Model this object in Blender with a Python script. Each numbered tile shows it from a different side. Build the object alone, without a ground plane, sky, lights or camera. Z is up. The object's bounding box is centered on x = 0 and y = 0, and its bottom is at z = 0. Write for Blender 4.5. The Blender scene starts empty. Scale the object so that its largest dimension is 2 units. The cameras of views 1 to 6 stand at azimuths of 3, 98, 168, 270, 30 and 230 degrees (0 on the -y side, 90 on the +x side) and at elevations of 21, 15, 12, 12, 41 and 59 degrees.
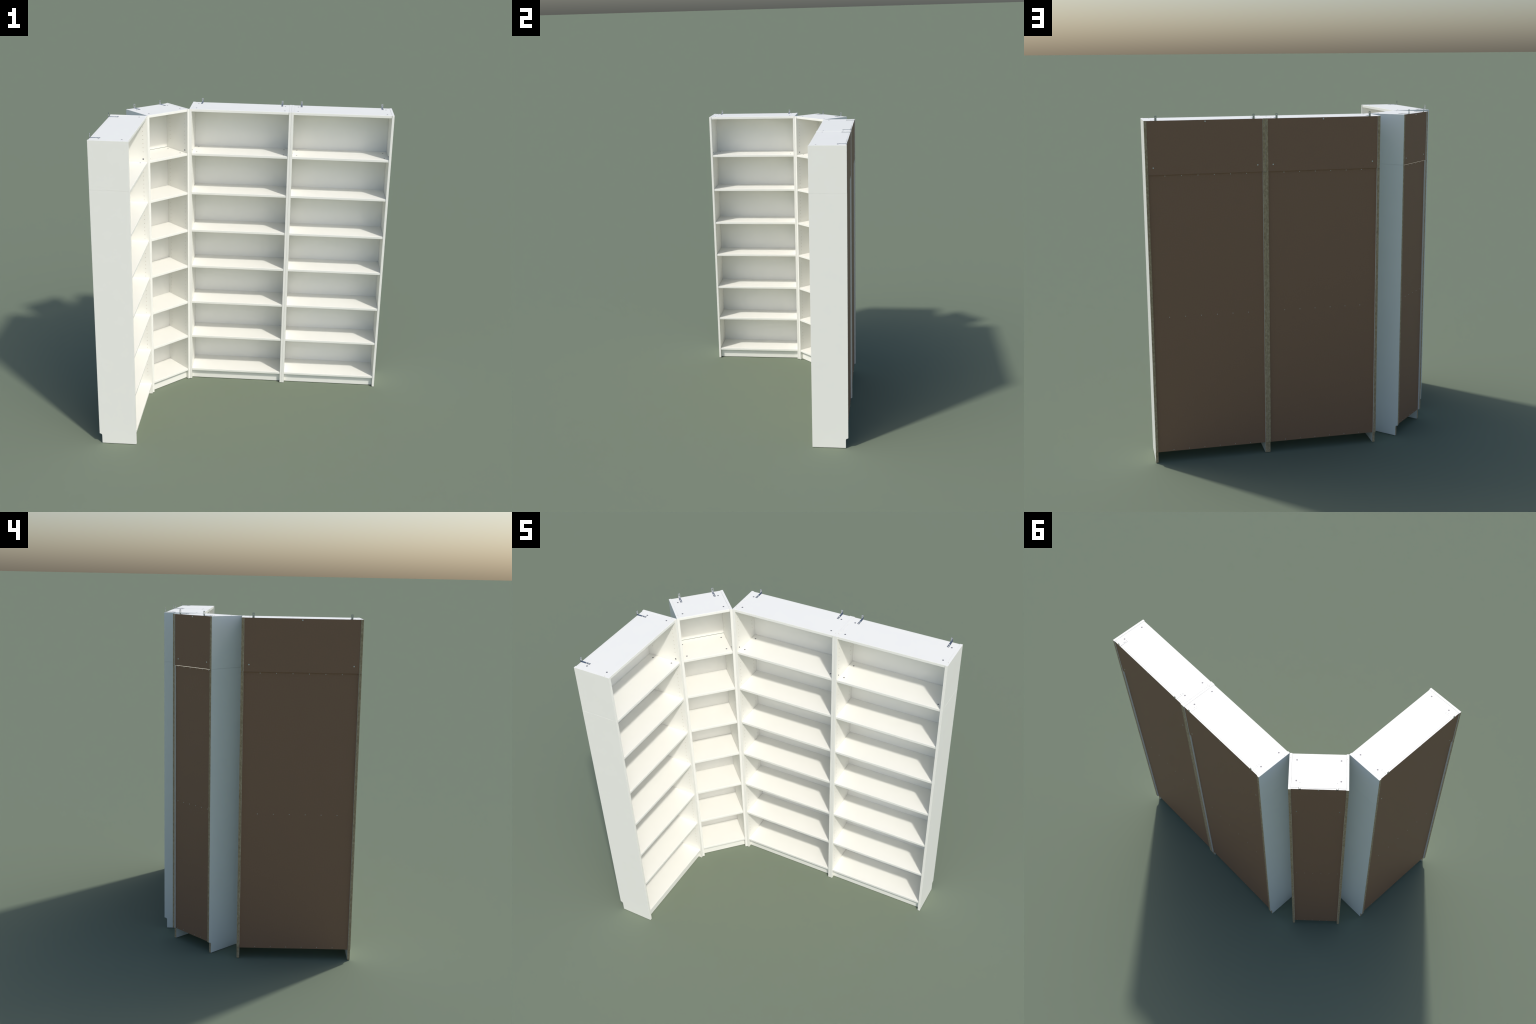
"""Corner run of four tall white bookcases with height extensions (metres, z up)."""
import bpy, bmesh, math
from mathutils import Vector

# ------------------------------------------------------------------ sizes
WIDE, NARROW = 0.6637, 0.3324      # outer widths of the two cabinet sizes
DEPTH = 0.2333                     # side panel depth
BOARD = 0.0149                     # side panel thickness
LOWER_H = 1.6816                   # height of the lower cabinet's sides
EXT_Z0, EXT_Z1 = 1.6820, 1.9740    # height extension sides
RECESS = 0.003                     # boards sit back from the side panels' front edge
SHELVES = [(0.3300, 0.3453), (0.5955, 0.6108), (0.8655, 0.8808), (1.1282, 1.1435), (1.3948, 1.4101)]
BOTTOM = (0.0652, 0.0805)
LOWER_TOP = (1.6632, 1.6785)
EXT_TOP = (1.9572, 1.9734)
BACK_LOW = (0.2198, 0.2228)        # depth range of the lower back sheet
BACK_EXT = (0.2229, 0.2301)        # depth range of the extension's back sheet
HOLE_PITCH = 0.026644
HOLE_COLUMNS = (0.0293, 0.1892)

# ------------------------------------------------------------------ materials
def nodes_of(name):
    m = bpy.data.materials.new(name)
    m.use_nodes = True
    nt = m.node_tree
    return m, nt, nt.nodes["Principled BSDF"]

def add(nt, kind, **props):
    n = nt.nodes.new(kind)
    for k, v in props.items():
        setattr(n, k, v)
    return n

def ramp(nt, stops):
    r = add(nt, "ShaderNodeValToRGB")
    el = r.color_ramp.elements
    while len(el) < len(stops):
        el.new(0.5)
    for e, (p, c) in zip(el, stops):
        e.position = p
        e.color = (*c, 1)
    return r

def noise(nt, scale, detail=3.0, rough=0.5, stretch=(1, 1, 1)):
    tc = add(nt, "ShaderNodeTexCoord")
    mp = add(nt, "ShaderNodeMapping")
    mp.inputs["Scale"].default_value = stretch
    nz = add(nt, "ShaderNodeTexNoise")
    nz.inputs["Scale"].default_value = scale
    nz.inputs["Detail"].default_value = detail
    nz.inputs["Roughness"].default_value = rough
    nt.links.new(tc.outputs["Object"], mp.inputs["Vector"])
    nt.links.new(mp.outputs["Vector"], nz.inputs["Vector"])
    return nz

def bump(nt, src, bsdf, strength, dist):
    b = add(nt, "ShaderNodeBump")
    b.inputs["Strength"].default_value = strength
    b.inputs["Distance"].default_value = dist
    nt.links.new(src, b.inputs["Height"])
    nt.links.new(b.outputs["Normal"], bsdf.inputs["Normal"])

def make_white():
    m, nt, b = nodes_of("white_laminate")
    n = noise(nt, 9.0, 2.0)
    r = ramp(nt, [(0.35, WHITE_A), (0.65, WHITE_B)])
    nt.links.new(n.outputs["Fac"], r.inputs["Fac"])
    nt.links.new(r.outputs["Color"], b.inputs["Base Color"])
    b.inputs["Roughness"].default_value = 0.42
    f = noise(nt, 420.0, 2.0)
    bump(nt, f.outputs["Fac"], b, 0.05, 0.0004)
    return m

def make_hardboard():
    m, nt, b = nodes_of("brown_hardboard")
    n = noise(nt, 130.0, 5.0, 0.7)
    r = ramp(nt, [(0.3, (0.285, 0.158, 0.089)), (0.7, (0.320, 0.180, 0.104))])
    nt.links.new(n.outputs["Fac"], r.inputs["Fac"])
    nt.links.new(r.outputs["Color"], b.inputs["Base Color"])
    b.inputs["Roughness"].default_value = 0.66
    b.inputs["Specular IOR Level"].default_value = 0.5
    bump(nt, n.outputs["Fac"], b, 0.12, 0.0006)
    return m

def make_chipboard():
    m, nt, b = nodes_of("raw_chipboard")
    n = noise(nt, 95.0, 6.0, 0.72, (1, 1, 0.6))
    r = ramp(nt, [(0.28, (0.28, 0.20, 0.11)), (0.5, (0.45, 0.335, 0.195)), (0.72, (0.62, 0.49, 0.32))])
    nt.links.new(n.outputs["Fac"], r.inputs["Fac"])
    nt.links.new(r.outputs["Color"], b.inputs["Base Color"])
    b.inputs["Roughness"].default_value = 0.85
    bump(nt, n.outputs["Fac"], b, 0.3, 0.0008)
    return m

def make_sheet_edge():
    m, nt, b = nodes_of("hardboard_edge")
    n = noise(nt, 160.0, 3.0)
    r = ramp(nt, [(0.3, (0.42, 0.29, 0.16)), (0.7, (0.50, 0.36, 0.21))])
    nt.links.new(n.outputs["Fac"], r.inputs["Fac"])
    nt.links.new(r.outputs["Color"], b.inputs["Base Color"])
    b.inputs["Roughness"].default_value = 0.8
    return m

def make_metal(name, lo, hi, rough):
    m, nt, b = nodes_of(name)
    n = noise(nt, 240.0, 2.0)
    r = ramp(nt, [(0.3, lo), (0.7, hi)])
    nt.links.new(n.outputs["Fac"], r.inputs["Fac"])
    nt.links.new(r.outputs["Color"], b.inputs["Base Color"])
    b.inputs["Metallic"].default_value = 1.0
    b.inputs["Roughness"].default_value = rough
    return m

WHITE_A, WHITE_B = (0.953, 0.948, 0.884), (0.960, 0.955, 0.891)
WHITE = make_white()
BROWN = make_hardboard()
CHIP = make_chipboard()
EDGE = make_sheet_edge()
STEEL = make_metal("zinc_plated_steel", (0.44, 0.46, 0.48), (0.54, 0.56, 0.58), 0.24)
DULL = make_metal("dull_cam_metal", (0.15, 0.15, 0.17), (0.20, 0.20, 0.22), 0.5)
DULL.node_tree.nodes["Principled BSDF"].inputs["Metallic"].default_value = 0.4
PALE = make_metal("pale_zinc", (0.66, 0.68, 0.68), (0.76, 0.78, 0.78), 0.4)

# ------------------------------------------------------------------ mesh helpers
def finish(bm, name, mats, pick=None):
    bmesh.ops.recalc_face_normals(bm, faces=bm.faces)
    if pick:
        for f in bm.faces:
            f.material_index = pick(f)
    me = bpy.data.meshes.new(name)
    bm.to_mesh(me)
    bm.free()
    for m in mats:
        me.materials.append(m)
    return me

def box_bm(u0, u1, v0, v1, z0, z1, bevel=0.0007):
    bm = bmesh.new()
    bmesh.ops.create_cube(bm, size=1.0)
    for p in bm.verts:
        p.co = Vector(((u0 + u1) / 2 + p.co.x * (u1 - u0),
                       (v0 + v1) / 2 + p.co.y * (v1 - v0),
                       (z0 + z1) / 2 + p.co.z * (z1 - z0)))
    if bevel:
        bmesh.ops.bevel(bm, geom=list(bm.edges), offset=bevel, segments=2, profile=0.5, affect='EDGES')
    return bm

def cylinder(bm, centre, axis, radius, length, segs=12, mat=0):
    """Closed cylinder from `centre` along `axis` ('x','y','z', sign by length)."""
    r = bmesh.ops.create_cone(bm, cap_ends=True, segments=segs, radius1=radius, radius2=radius, depth=abs(length))
    c = Vector(centre)
    for p in r["verts"]:
        q = p.co.copy()
        q.z += length / 2
        if axis == 'x':
            q = Vector((q.z, q.y, -q.x))
        elif axis == 'y':
            q = Vector((q.x, q.z, -q.y))
        p.co = q + c
    for f in {f for p in r["verts"] for f in p.link_faces}:
        f.material_index = mat

def temp_object(me):
    o = bpy.data.objects.new("helper", me)
    bpy.context.scene.collection.objects.link(o)
    return o

def cut(me, cutter, name):
    """Boolean difference of two meshes, returned as a new mesh."""
    a, b = temp_object(me), temp_object(cutter)
    md = a.modifiers.new("cut", 'BOOLEAN')
    md.operation, md.solver, md.object = 'DIFFERENCE', 'EXACT', b
    bpy.context.view_layer.update()
    dg = bpy.context.evaluated_depsgraph_get()
    out = bpy.data.meshes.new_from_object(a.evaluated_get(dg))
    out.name = name
    bpy.data.objects.remove(a)
    bpy.data.objects.remove(b)
    return out

# ------------------------------------------------------------------ shared part meshes
def profile_panel(profile, u0, u1, bevel=0.0005):
    """Board standing in the depth/height plane, extruded across its thickness."""
    bm = bmesh.new()
    f = bm.faces.new([bm.verts.new((u0, v, z)) for v, z in profile])
    ext = bmesh.ops.extrude_face_region(bm, geom=[f])
    for g in ext["geom"]:
        if isinstance(g, bmesh.types.BMVert):
            g.co.x = u1
    bmesh.ops.recalc_face_normals(bm, faces=bm.faces)
    sharp = [e for e in bm.edges if len(e.link_faces) == 2 and e.calc_face_angle() > 1.0
             and all(p.co.y < DEPTH / 2 or p.co.z > LOWER_H - 0.01 for p in e.verts)
             or (len(e.link_faces) == 2 and e.calc_face_angle() > 1.0 and min(p.co.y for p in e.verts) < 0.001)]
    bmesh.ops.bevel(bm, geom=sharp, offset=bevel, segments=2, profile=0.5, affect='EDGES')
    return bm

def raw_back(f):
    """Back edges and the skirting cut-out show bare chipboard."""
    c = f.calc_center_median()
    return 1 if (f.normal.y > 0.5 or (c.y > DEPTH - 0.03 and c.z < 0.09 and abs(f.normal.x) < 0.5)) else 0

def peg_cutter(side, heights, columns=HOLE_COLUMNS):
    """Peg holes drilled into a side panel's inner face (side: 0 left, 1 right)."""
    bm = bmesh.new()
    u, d = (BOARD + 0.001, -0.0085) if side == 0 else (-BOARD - 0.001, 0.0085)
    for v in columns:
        for z in heights:
            cylinder(bm, (u, v, z), 'x', 0.0017, d, 10, 1)
    return bm

def lower_side(side):
    notch_v, notch_z, r = DEPTH - 0.0158, 0.0683, 0.0115
    curve = []
    for i in range(7):                       # routed inside corner of the skirting cut-out
        a = math.radians(90 * i / 6)
        curve.append((notch_v + r * (1 - math.cos(a)), notch_z - 0.0015 - r * (1 - math.sin(a))))
    prof = [(0, 0), (notch_v, 0)] + curve + [(DEPTH, notch_z), (DEPTH, LOWER_H), (0, LOWER_H)]
    u0, u1 = (0, BOARD) if side == 0 else (-BOARD, 0)
    me = finish(profile_panel(prof, u0, u1), "side_panel", [WHITE, CHIP], raw_back)
    boards = SHELVES + [BOTTOM, LOWER_TOP]
    zs = [0.1454 + HOLE_PITCH * i for i in range(56)]
    zs = [z for z in zs if all(z < a - 0.003 or z > b + 0.003 for a, b in boards)]
    cm = finish(peg_cutter(side, zs), "cutter", [WHITE, CHIP])
    return cut(me, cm, "side_panel")

def extension_side(side):
    u0, u1 = (0, BOARD) if side == 0 else (-BOARD, 0)
    prof = [(0, EXT_Z0), (DEPTH, EXT_Z0), (DEPTH, EXT_Z1), (0, EXT_Z1)]
    me = finish(profile_panel(prof, u0, u1), "extension_side_panel", [WHITE, CHIP], raw_back)
    bm = peg_cutter(side, [1.9042 - 0.0268 * i for i in range(7)])
    cylinder(bm, (0.0083 if side == 0 else -0.0083, 0.032, EXT_Z1 + 0.001), 'z', 0.0016, -0.01, 10, 1)
    return cut(me, finish(bm, "cutter", [WHITE, CHIP]), "extension_side_panel")

def bracket_mesh(slotted):
    """Zinc angle: long leg lying on the top board, short leg rising at the back."""
    w, t = 0.0116, 0.0015
    z0, z1 = EXT_TOP[1] + 0.0002, 2.0
    v0, v1 = 0.1713, 0.2331
    prof = [(v0, z0), (v1, z0), (v1, z1), (v1 - t, z1), (v1 - t, z0 + t), (v0, z0 + t)]
    bm = bmesh.new()
    f = bm.faces.new([bm.verts.new((-w / 2, v, z)) for v, z in prof])
    ext = bmesh.ops.extrude_face_region(bm, geom=[f])
    for g in ext["geom"]:
        if isinstance(g, bmesh.types.BMVert):
            g.co.x = w / 2
    me = finish(bm, "wall_bracket", [STEEL])
    bm = bmesh.new()
    def slot(along, a, b, r):
        """Round-ended slot as a convex prism through one leg."""
        pts = []
        for i in range(9):
            t1 = math.pi * i / 8
            pts.append((r * math.cos(t1), b - r + r * math.sin(t1)))
        for i in range(9):
            t1 = math.pi + math.pi * i / 8
            pts.append((r * math.cos(t1), a + r + r * math.sin(t1)))
        if along == 'v':
            vs = [bm.verts.new((x, y, z0 - 0.002)) for x, y in pts]
        else:
            vs = [bm.verts.new((x, v1 - 0.004, y)) for x, y in pts]
        f = bm.faces.new(vs)
        e = bmesh.ops.extrude_face_region(bm, geom=[f])
        for g in e["geom"]:
            if isinstance(g, bmesh.types.BMVert):
                g.co += Vector((0, 0, 0.006)) if along == 'v' else Vector((0, 0.008, 0))
    slot('v', v0 + 0.004, v0 + 0.030, 0.0028)
    if slotted:
        slot('z', z0 + 0.008, z1 - 0.0025, 0.0032)
    else:
        slot('z', z1 - 0.0105, z1 - 0.0045, 0.0026)
    return cut(me, finish(bm, "cutter", [STEEL]), "wall_bracket")

def screw_mesh(name, axis, r, h, mat):
    bm = bmesh.new()
    cylinder(bm, (0, 0, 0), axis, r, h, 16)
    top = [e for e in bm.edges if all(abs(getattr(p.co, axis) - h) < 1e-6 for p in e.verts)]
    bmesh.ops.bevel(bm, geom=top, offset=abs(h) * 0.5, segments=2, profile=0.5, affect='EDGES')
    return finish(bm, name, [mat])

SIDE = [lower_side(0), lower_side(1)]
EXT_SIDE = [extension_side(0), extension_side(1)]
BRACKET = {True: bracket_mesh(True), False: bracket_mesh(False)}
CAM = screw_mesh("cam_lock", 'z', 0.0050, 0.0006, DULL)
BOLT = [screw_mesh("connecting_bolt", 'x', 0.0046, 0.0012, DULL), screw_mesh("connecting_bolt", 'x', 0.0046, -0.0012, DULL)]
BACK_SCREW = screw_mesh("panel_screw", 'y', 0.0038, 0.0010, PALE)
BRACKET_SCREW = screw_mesh("bracket_screw", 'z', 0.0036, 0.0016, STEEL)

def sheet_faces(f):
    """Back sheets: white to the room, brown behind, light fibre on the rim, white strip on top."""
    if f.normal.y < -0.5 or f.normal.z > 0.5:
        return 0
    return 1 if f.normal.y > 0.5 or f.calc_center_median().z > 1.0 else 2  # extension rim coloured brown to darken the shadow seam below it

# ------------------------------------------------------------------ one bookcase
def build_bookcase(x, y, angle, width, slotted, label):
    col = bpy.context.scene.collection
    root = bpy.data.objects.new("bookcase", None)
    root.empty_display_size = 0.1
    root.location = (x, y, 0)
    root.rotation_euler = (0, 0, math.radians(angle))
    root["label"] = label
    root["category"] = "bookcase"
    col.objects.link(root)

    def put(name, me, parent=root, loc=(0, 0, 0)):
        o = bpy.data.objects.new(name, me)
        o.parent = parent
        o.location = loc
        col.objects.link(o)
        return o

    a, b = BOARD + 0.0003, width - BOARD - 0.0003      # clear span between the sides

    # lower cabinet
    put("side_panel", SIDE[0])
    put("side_panel", SIDE[1], loc=(width, 0, 0))
    for z0, z1 in SHELVES:
        put("shelf", finish(box_bm(a, b, RECESS, BACK_LOW[0] - 0.0004, z0, z1, 0.0011), "shelf", [WHITE]))
    put("bottom_panel", finish(box_bm(a, b, RECESS, BACK_LOW[0] - 0.0004, *BOTTOM, 0.0011), "bottom_panel", [WHITE]))
    top = put("top_panel", finish(box_bm(a, b, RECESS, BACK_LOW[0] - 0.0004, *LOWER_TOP, 0.0011), "top_panel", [WHITE]))
    put("plinth", finish(box_bm(a, b, 0.0245, 0.0375, 0.0008, BOTTOM[0] - 0.0003, 0.0006), "plinth", [WHITE]))
    back = put("back_panel", finish(box_bm(a, b, *BACK_LOW, 0.0660, LOWER_TOP[1] - 0.0004 if slotted else 1.6812, 0),
                                    "back_panel", [WHITE, BROWN, EDGE], sheet_faces))
    bm = bmesh.new()
    step = 0.0904 if width > 0.5 else 0.0527
    for z in (1.6725, 0.8735, 0.0745):
        for i in range(6):
            cylinder(bm, (width / 2 + (i - 2.5) * step, BACK_LOW[1] - 0.0003, z), 'y', 0.0021, 0.0009, 10)
    nails = put("panel_nail", finish(bm, "panel_nail", [PALE]), back)
    nails["kind"] = "stuff"

    # height extension
    put("extension_side_panel", EXT_SIDE[0])
    put("extension_side_panel", EXT_SIDE[1], loc=(width, 0, 0))
    etop = put("extension_top_panel", finish(box_bm(a, b, RECESS, BACK_EXT[0] - 0.0004, *EXT_TOP, 0.0011),
                                             "extension_top_panel", [WHITE]))
    eback = put("extension_back_panel", finish(box_bm(a, b, BACK_EXT[0] + (0.0005 if slotted else 0), BACK_EXT[1],
                                                      1.6806 if slotted else 1.6796, EXT_TOP[1] - 0.0004, 0),
                                               "extension_back_panel", [WHITE, BROWN, EDGE], sheet_faces))
    for u, z in ((0.0435, 1.7187), (width - 0.0435, 1.7187), (width / 2, 1.9648)):
        put("panel_screw", BACK_SCREW, eback, (u, BACK_EXT[1] - 0.0002, z))
    for parent, z in ((top, LOWER_TOP[1]), (etop, EXT_TOP[1])):
        for u in (0.0430, width - 0.0430):
            for v in (0.0440, 0.1770):
                put("cam_lock", CAM, parent, (u, v, z - 0.0002))
    put("connecting_bolt", BOLT[0], loc=(BOARD - 0.0002, 0.0293, 1.6965))
    put("connecting_bolt", BOLT[1], loc=(width - BOARD + 0.0002, 0.0293, 1.6965))
    for u in (0.0640, width - 0.0640):
        br = put("wall_bracket", BRACKET[slotted], etop, (u, 0, 0))
        put("bracket_screw", BRACKET_SCREW, etop, (u, 0.1870, EXT_TOP[1] + 0.0010))
    return root

LABEL = "tall white open bookcase with brown back and height extension"
RIGHT, FRONT, LEFT = 0.8979, 0.3322, -0.6652
build_bookcase(RIGHT - WIDE, FRONT, 0, WIDE, False, LABEL)
build_bookcase(RIGHT - 2 * WIDE - 0.0006, FRONT, 0, WIDE, False, LABEL)
build_bookcase(LEFT, 0.0984, 45, NARROW, True, "narrow tall white corner bookcase with brown back and extension")
build_bookcase(LEFT, -0.5655, 90, WIDE, False, LABEL)

for me in [m for m in bpy.data.meshes if m.users == 0]:
    bpy.data.meshes.remove(me)
